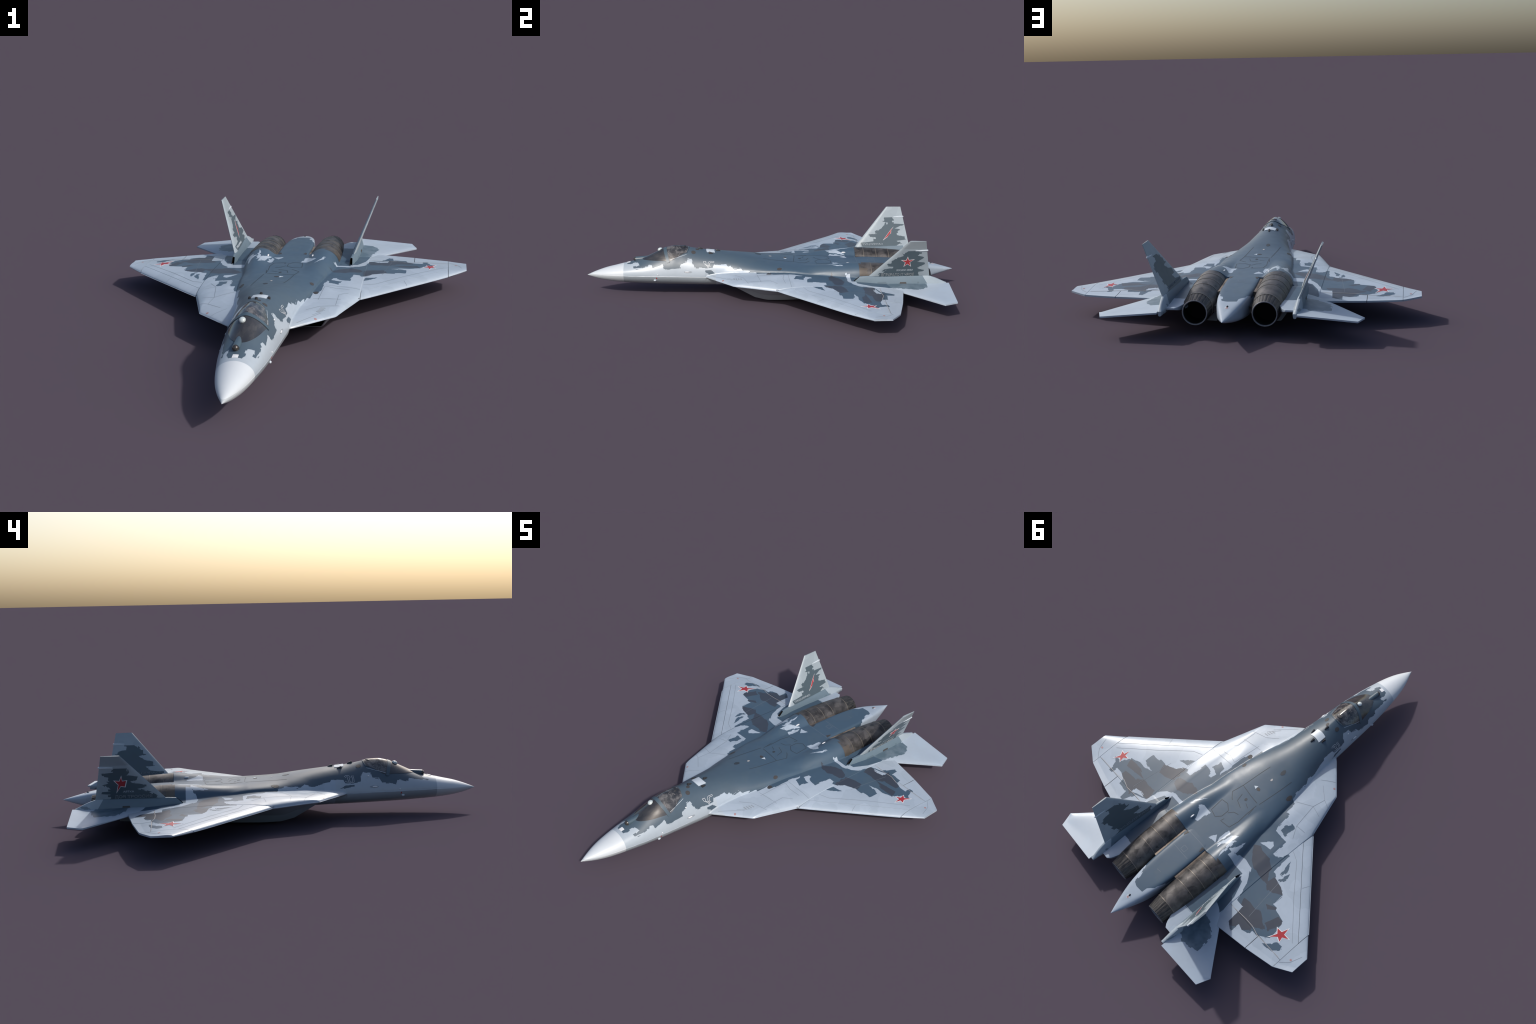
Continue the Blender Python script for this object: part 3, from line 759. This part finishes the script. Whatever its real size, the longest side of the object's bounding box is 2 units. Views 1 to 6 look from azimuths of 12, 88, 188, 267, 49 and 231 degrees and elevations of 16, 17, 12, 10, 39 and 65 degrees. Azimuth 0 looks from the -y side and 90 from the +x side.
def lettering(name, body, skin, origin, along, up, length, height, d, mat, parent, outline=False):
    cu = bpy.data.curves.new(name, 'FONT'); cu.body = body; cu.size = 1.0; cu.resolution_u = 2
    if outline:
        cu.fill_mode = 'NONE'; cu.bevel_depth = .020; cu.bevel_resolution = 0
    tmp = bpy.data.objects.new(name, cu); bpy.context.scene.collection.objects.link(tmp)
    bpy.context.view_layer.update()
    me = bpy.data.meshes.new_from_object(tmp.evaluated_get(bpy.context.evaluated_depsgraph_get()))
    bpy.data.objects.remove(tmp); bpy.data.curves.remove(cu)
    co = np.array([v.co[:] for v in me.vertices]); lo, hi = co.min(0), co.max(0)
    o, a, u = Vector(origin), Vector(along).normalized(), Vector(up).normalized()
    for v in me.vertices:
        s = (v.co.x-lo[0])/(hi[0]-lo[0])*length; t = (v.co.y-lo[1])/(hi[1]-lo[1])*height
        v.co = skin.lay(o+a*s+u*t, d, .0006+(.0005*v.co.z/.02 if outline else 0))
    me.materials.clear(); me.materials.append(MATS[mat])
    ob = bpy.data.objects.new(name, me); bpy.context.scene.collection.objects.link(ob); ob.parent = parent
    ob['kind'] = 'stuff'
    return ob

def ellipsoid(name, c, r, mat, parent, n=24, tilt=0.):
    verts, faces = [], []
    rings = []
    for i in range(1, n//2):
        t = math.pi*i/(n//2)
        rings.append([(math.sin(t)*math.cos(a), -math.cos(t), math.sin(t)*math.sin(a)) for a in np.linspace(0, 2*math.pi, n, endpoint=False)])
    v, f = ring_loft(rings)
    M = Matrix.Rotation(tilt, 3, 'X')
    v = [Vector(c)+M @ Vector((p[0]*r[0], p[1]*r[1], p[2]*r[2])) for p in v]
    return new_object(name, v, f, mat, parent, 80)

def shell_point(x, y, off):
    def z(a, b):
        w, zt, zc, p = float(WIDTH(b)), float(TOPZ(b)), float(MIDW(b)), float(POWER(b))
        return zc+(zt-zc)*float(superell(abs(a), w, p))
    e = 5e-4
    ax = max(abs(x), 3e-3)
    nx = -(z(ax+e, y)-z(ax-e, y))/(2*e)*(x/ax if ax else 0); ny = -(z(ax, y+e)-z(ax, y-e))/(2*e)
    n = Vector((nx, ny, 1)).normalized()
    return Vector((x, y, z(x, y)))+n*off

def shell(name, y0, y1, half, off, mat, parent, slant=0., rear_slant=None, nx=28, ny=26):
    """curved pane following the cockpit bulge"""
    rear_slant = slant if rear_slant is None else rear_slant
    g = []
    for i in range(ny+1):
        s = i/ny; row = []
        for j in range(nx+1):
            t = 2*j/nx-1
            y = y0+(y1-y0)*s; xb = float(half(y))
            yy = y+(slant*(1-s)+rear_slant*s)*t*t
            row.append((t*xb, yy))
        g.append(row)
    m = nx+1
    verts = [shell_point(x, y, off) for r in g for x, y in r]
    b = len(verts); verts += [shell_point(x, y, -.004) for r in g for x, y in r]
    faces = []
    for i in range(ny):
        for j in range(nx):
            k = i*m+j; faces.append((k, k+1, k+m+1, k+m))
    rim = list(range(m))+[i*m+nx for i in range(1, ny+1)]+[ny*m+j for j in range(nx-1, -1, -1)]+[i*m for i in range(ny-1, 0, -1)]
    for p, q in zip(rim, rim[1:]+rim[:1]): faces.append((p, q, q+b, p+b))
    return new_object(name, verts, faces, mat, parent, 40)

def wedge(name, x, y, z, w, h, l, mat, parent):
    """small blade fairing: blunt nose, tapering aft"""
    rings = []
    for t, hh, ww in ((0, .55, .6), (.06, .9, .95), (.2, 1., 1.), (.6, .55, .8), (1, .05, .4)):
        rings.append([(x+ww*w*a, y+t*l, z-.004+(h*hh+.004)*b) for a, b in ((-1,0),(-1,.6),(-.6,1),(.6,1),(1,.6),(1,0))])
    return new_object(name, *ring_loft(rings), mat, parent, 30)

def build_details(root, body, wings, boom, pods, fins):
    wing_parts = [o for w in wings for o in [w]+list(w.children) if o.name.split('.')[0] != 'wing_core']
    skin = Skin(list(body.values())+wing_parts+[boom])
    down = (0, 0, -1)
    # cockpit
    cg = curve([(-.57,.070),(-.548,.0685),(-.50,.0560),(-.45,.0430),(-.44,.041)])
    cockpit = shell('canopy', -.566, -.446, cg, .0018, 'canopy_glass', root, .018, -.010)
    ws = curve([(-.700,.002),(-.694,.018),(-.680,.033),(-.655,.048),(-.62,.060),(-.575,.0695),(-.55,.071)])
    shell('windscreen', -.699, -.581, ws, .0016, 'windscreen_glass', cockpit, 0., .020)
    fr = lambda y: np.interp(y, [-.60,-.55],[.0735,.0745])
    shell('canopy_frame', -.5815, -.565, fr, .0034, 'dark_paint', cockpit, .0195, .0185, ny=6)
    shell('canopy_sill', -.4475, -.4435, lambda y: .0425+0*y, .0026, 'dark_paint', cockpit, -.010, -.010, ny=3)
    for s in (1, -1):
        ribbons('canopy_edge', Skin([cockpit]+list(body.values())), [[(s*.0672,-.546,.204),(s*.0565,-.50,.2145),(s*.0445,-.457,.224)]], (-s*.85, 0, -.5), .0016, 'pale', cockpit, .0008)
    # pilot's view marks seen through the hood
    ellipsoid('headrest', (0,-.472,.2600), (.016,.014,.0035), 'fitting', cockpit, 20)
    # infra-red ball in its housing, and the bright bead on the windscreen bow
    h = ellipsoid('sensor_ball', (-.008,-.7345,.1905), (.0128,.0135,.0128), 'sensor', root)
    rings = []
    for y, r, z in ((-.736,.0133,.1900),(-.72,.0140,.1905),(-.69,.0138,.1925),(-.662,.0110,.1985),(-.645,.006,.2060)):
        rings.append([(-.007+r*math.cos(a), y, z+r*math.sin(a)) for a in np.linspace(0, 2*math.pi, 28, endpoint=False)])
    new_object('sensor_housing', *ring_loft(rings), 'dark_paint', root, 50)
    ellipsoid('lens_bead', (-.009,-.602,.2415), (.0125,.0140,.0105), 'lens', root, tilt=.35)
    sheet('sensor_base', skin, [(-.022,-.600,.3),(-.020,-.588,.3),(.002,-.588,.3),(.004,-.600,.3),(-.008,-.614,.3)], down, 'fitting', root, .0030)
    # white plate and the blade fairings on the spine
    shell('dorsal_plate', -.352, -.308, lambda y: .029+0*y, .0020, 'pale', root, .004, nx=16, ny=8)
    for x, y in ((-.037,-.340),(.037,-.338),(0,-.300),(0,-.395)):
        z = skin.hit((x, y, .3), down)[0].z
        wedge('blade_fairing', x, y, z, .0055, .0085, .024, 'fitting', root)
    for s in (1, -1):
        for (x, y, a, b) in ((.037,-.420,.009,.012), (.012,-.400,.007,.010)):
            if x < .02 and s < 0: continue
            pts = [(s*(x+a*math.cos(t)), y+b*math.sin(t), .3) for t in np.linspace(0, 2*math.pi, 14, endpoint=False)]
            sheet('sensor_window', skin, pts, down, 'brown', root, .0008, 1)
    # cheek lights, probes and warning triangles
    for s, y in ((1,-.454),(-1,-.491)):
        loc, nor = skin.hit((s*.1, y, .1440), (-s, 0, 0))
        ellipsoid('cheek_light', loc, (.0040,.0130,.0036), 'white_paint', root)
        pts = [(s*.1, y+.004+.022*math.cos(t), .1440+.0052*math.sin(t)) for t in np.linspace(0, 2*math.pi, 18, endpoint=False)]
        sheet('light_surround', skin, pts, (-s, 0, 0), 'belly', root, .0007, 1)
        loc, nor = skin.hit((s*.1,-.628,.094), (-s, 0, .3))
        ellipsoid('probe', loc+nor*.002, (.0050,.0075,.0050), 'pale', root)
        loc, nor = skin.hit((s*.1,-.612,.128), (-s, 0, 0))
        ellipsoid('probe', loc, (.0030,.0035,.0030), 'white_paint', root)
        sheet('warning_triangle', skin, [(s*.1,-.623,.1065),(s*.1,-.615,.1065),(s*.1,-.619,.1165)], (-s, 0, 0), 'red_paint', root, .0006, 1)
        loc, nor = skin.hit((s*.1,-.462,.2015), (-s, 0, -.4))
        ellipsoid('probe', loc, (.0035,.0045,.0035), 'white_paint', root)
    sheet('nose_plate', skin, [(-.012,-.781,.3),(.008,-.781,.3),(.009,-.764,.3),(-.011,-.763,.3)], down, 'white_paint', root, .0012)
    # lamps on the engine humps and on the stinger
    for s in (1, -1):
        loc, nor = skin.hit((s*.102,.409,.3), down)
        ellipsoid('hump_lamp', loc, (.0042,.0120,.0040), 'white_paint', root)
    sheet('lamp_surround', skin, [(.009*math.cos(t), .888+.011*math.sin(t), .3) for t in np.linspace(0, 6.283, 14, endpoint=False)], down, 'pale', boom, .0007, 1)
    sheet('lamp_mark', skin, [(.006*math.cos(t), .892+.005*math.sin(t), .3) for t in np.linspace(0, 6.283, 12, endpoint=False)], down, 'faded_red', boom, .0011, 1)
    ellipsoid('tail_lamp', skin.hit((0,.880,.3), down)[0], (.0045,.0065,.0055), 'fitting', boom)
    # scorched strips between engines and tail boom
    for s in (1, -1):
        rings = [[(s*x, y, z-.012*max(0, y-.47)/.2) for x, z in ((.068,.130),(.068,.1575),(.075,.1590),(.086,.1560),(.094,.149),(.096,.125))] for y in np.linspace(.462,.665,12)]
        new_object('heat_strip', *ring_loft(rings), 'bronze', root, 40)
        rings = [[(s*x, y, z) for x, z in ((.050, .08), (.050, t), (.112, t), (.112, .08))] for y, t in ((.46,.1280),(.60,.1220),(.70,.1130),(.755,.1060))]
        new_object('groove_floor', *ring_loft(rings), 'engine', root, 30)
        sheet('scorch_patch', skin, [(s*.050,.474,.3),(s*.064,.470,.3),(s*.064,.492,.3),(s*.058,.500,.3)], down, 'brown', boom, .0007, 1)
    # markings
    red_star(skin, [(-.575,.453,.3),(-.621,.412,.3),(-.664,.449,.3),(-.640,.497,.3),(-.580,.520,.3)], down, wings[1])
    red_star(skin, [(.649,.437,.3),(.619,.407,.3),(.588,.443,.3),(.604,.490,.3),(.650,.503,.3)], down, wings[0])
    b0 = Vector((.2770,.494,.157)); b1 = Vector((.2845,.812,.157)); t0 = Vector((.3725,.687,.370))
    nrm = (b1-b0).cross(t0-b0).normalized(); nrm *= (1 if nrm.x > 0 else -1)
    def on_fin(y, z, s):
        u = (t0-b0)*((z-.157)/.213); p = b0+u
        q = p+(b1-b0)*((y-p.y)/(b1.y-b0.y)); return Vector((s*q.x, q.y, q.z))
    for s, fin in ((1, fins[0]), (-1, fins[1])):
        fs = Skin([fin]); n = Vector((s*nrm.x, nrm.y, nrm.z))
        tips = ([(.686,.282),(.653,.262),(.670,.220),(.709,.220),(.723,.264)] if s > 0 else
                [(.687,.278),(.662,.255),(.672,.220),(.715,.191),(.724,.254)])
        red_star(fs, [on_fin(y, z, s) for y, z in tips], -n, fin)
        up = (t0-b0); up.x *= s
        up = on_fin(.65, .25, s)-on_fin(.65, .20, s)
        if s > 0:
            lettering('lettering', 'ВПРАРАЛО IТ ЧРIОЕ', fs, on_fin(.560,.1635,s), (0,1,0), up, .170, .0205, -n, 'belly_pale', fin, True)
            lettering('lettering', 'ВОСИОИ /ЯВВИ', fs, on_fin(.637,.1945,s), (0,1,0), up, .083, .0120, -n, 'pale', fin)
        else:
            lettering('lettering', 'ДОЯ ТРОССИЯ', fs, on_fin(.724,.1635,s), (0,-1,0), up, .168, .0190, -n, 'belly_pale', fin, True)
            lettering('lettering', 'АЯТКА', fs, on_fin(.684,.1945,s), (0,-1,0), up, .048, .0095, -n, 'pale', fin)
            sl = [(.726,.262),(.711,.240),(.709,.224),(.701,.222),(.688,.206),(.660,.188),(.682,.214),(.700,.236)]
            sheet('star_border', fs, [on_fin(y, z, s) for y, z in sl], n, 'white_paint', fin, .0006, 1)
            c = Vector((0, 0, 0))
            for y, z in sl: c += on_fin(y, z, s)/len(sl)
            sheet('red_star', fs, [c+(on_fin(y, z, s)-c)*.84 for y, z in sl], n, 'red_paint', fin, .0011, 1)
        # inner face lettering
        o = (.540 if s < 0 else .735)
        lettering('lettering', 'ТУIЦСЛРРАО', fs, on_fin(o, .1635, s), (0, 1 if s < 0 else -1, 0), up, .120 if s < 0 else .19, .0130, n, 'pale' if s < 0 else 'belly', fin, True)
    # outlined numerals on the cheeks
    def cheek(s, lines):
        ribbons('outline_numeral', skin, [[(s*.1, y, z) for y, z in ln] for ln in lines], (-s, 0, -.35), .0014, 'white_paint', root, .0007)
    cheek(1, [[(-.366,.203),(-.353,.202),(-.353,.184),(-.338,.173),(-.338,.165),(-.343,.166)], [(-.366,.203),(-.363,.190),(-.346,.175),(-.343,.166)], [(-.310,.202),(-.333,.203),(-.341,.196),(-.342,.182),(-.335,.172)], [(-.310,.202),(-.310,.195),(-.328,.196),(-.333,.190),(-.334,.179),(-.329,.172)]])
    cheek(-1, [[(-.344,.199),(-.352,.205),(-.368,.205),(-.374,.196),(-.369,.189),(-.371,.176),(-.378,.169)], [(-.349,.194),(-.357,.199),(-.364,.198),(-.360,.189),(-.364,.176),(-.367,.170)], [(-.347,.177),(-.355,.171),(-.390,.168)], [(-.385,.205),(-.380,.201),(-.381,.196),(-.385,.190),(-.383,.169)], [(-.391,.204),(-.387,.198),(-.391,.190),(-.391,.169)]])
    # panel lines
    def top(lines): return [[(x, y, .3) for x, y in ln] for ln in lines]
    ribbons('panel_line', skin, top([
        [(-.088,-.070),(-.083,-.001),(-.069,.125)], [(-.064,.140),(-.064,.202),(-.068,.260),(-.059,.311),(-.005,.320),(-.009,.300)],
        [(.043,-.045),(.051,.008),(.062,.117),(.074,.177),(.050,.200),(.039,.207)], [(-.057,.129),(-.008,.126),(.062,.117)], [(.009,.258),(.040,.236),(.076,.243),(.070,.316),(.030,.326),(.009,.300),(.009,.258)],
        [(-.072,.199),(-.066,.160)], [(.030,.150),(.020,.190),(-.02,.205)], [(-.040,.235),(-.015,.243),(.002,.268)], [(-.045,.180),(-.020,.170)]]), down, .0026, 'seam', root)
    ribbons('panel_line', skin, top([
        [(-.070,.466),(.070,.466)], [(-.050,.565),(.050,.565)], [(-.012,.53),(.014,.53),(.014,.555),(-.012,.555),(-.012,.53)], [(-.012,.70),(.010,.703)],
        [(.189,-.094),(.199,.060),(.242,.051),(.301,.061)], [(.263,-.130),(.265,-.017),(.300,.02)], [(.185,-.240),(.229,-.183)], [(.155,-.200),(.203,-.155),(.279,-.130)], [(.168,-.084),(.277,-.064)], [(.135,-.315),(.215,-.215)], [(.20,.08),(.34,.09)],
        [(-.314,.045),(-.264,.053),(-.241,-.077),(-.297,-.065)], [(-.241,-.077),(-.169,-.029)], [(-.291,-.129),(-.252,-.144),(-.189,-.191)], [(-.252,-.144),(-.241,-.077)], [(-.215,-.255),(-.160,-.205)], [(-.264,.053),(-.30,.11)],
        [(.682,.452),(.518,.296),(.398,.171),(.350,.150)], [(-.682,.452),(-.518,.296),(-.398,.171),(-.350,.150)],
        [(.53,.20),(.515,.24)], [(-.53,.20),(-.515,.24)], [(.42,.30),(.45,.52)], [(-.42,.30),(-.45,.52)], [(.76,.46),(.74,.52),(.705,.555)], [(-.76,.46),(-.74,.52),(-.705,.555)]]), down, .0013, 'panel_grey', root)
    ribbons('sealant_line', skin, top([[(.357,.5445),(.407,.541),(.466,.546),(.512,.531),(.559,.541),(.691,.541)], [(-.357,.5455),(-.449,.537),(-.497,.537),(-.543,.548),(-.606,.545),(-.688,.543)]]), down, .0021, 'pale_line', root, .0006)
    # small hatches and scuffs
    for x, y, a, b, m in ((-.026,-.070,.012,.018,'seam'), (-.006,.076,.012,.009,'brown'), (-.014,-.004,.006,.008,'pale_line'), (-.004,.156,.008,.009,'seam'),
                          (-.138,-.010,.012,.020,'brown'), (.172,-.020,.013,.014,'brown'), (.148,.038,.010,.014,'brown')):
        sheet('hatch', skin, [(x+a*math.cos(t)*(1 if k % 2 else .8), y+b*math.sin(t), .3) for k, t in enumerate(np.linspace(.3, 6.583, 7, endpoint=False))], down, m, root, .0007, 1)
    sheet('hatch', skin, [(.006,.066,.3),(.022,.078,.3),(.006,.086,.3)], down, 'pale', root, .0009, 1)
    for x, y in ((.200,-.262),(-.235,-.225),(.735,.505),(-.735,.508)):
        sheet('stencil', skin, [(x+.0055*math.cos(t), y+.0055*math.sin(t), .3) for t in np.linspace(0, 6.283, 10, endpoint=False)], down, 'faded_red', root, .0006, 1)
    for s in (1, -1):
        ps = Skin([pods[0 if s > 0 else 1]])
        sheet('hatch', ps, [(s*.31, .655, .118),(s*.31, .692, .118),(s*.31, .690, .129),(s*.31, .658, .129)], (-s, 0, 0), 'brown', pods[0 if s > 0 else 1], .0008, 1)
    # root grilles
    for k in range(4):
        y = -.208+.012*k
        sheet('grille_slot', skin, [(.196+.004*k, y, .3),(.216+.004*k, y+.003, .3),(.216+.004*k, y+.008, .3),(.196+.004*k, y+.006, .3)], down, 'belly', root, .0006, 1)

# ------------------------------------------------------------------ assembly
materials()
plain('panel_grey', (.150,.180,.215), .55)
plain('belly_pale', (.300,.330,.360), .5)
plain('faded_red', (.330,.200,.205), .5)
root = empty('fighter_jet')
root['label'] = 'twin engine fighter jet in blue grey pixel camouflage'
root['category'] = 'fighter jet'
body = build_body(root)
wings = build_wings(root)
build_engines(root)
build_intakes(root)
boom, pods, fins = build_tail(root)
bpy.context.view_layer.update()
build_details(root, body, wings, boom, pods, fins)
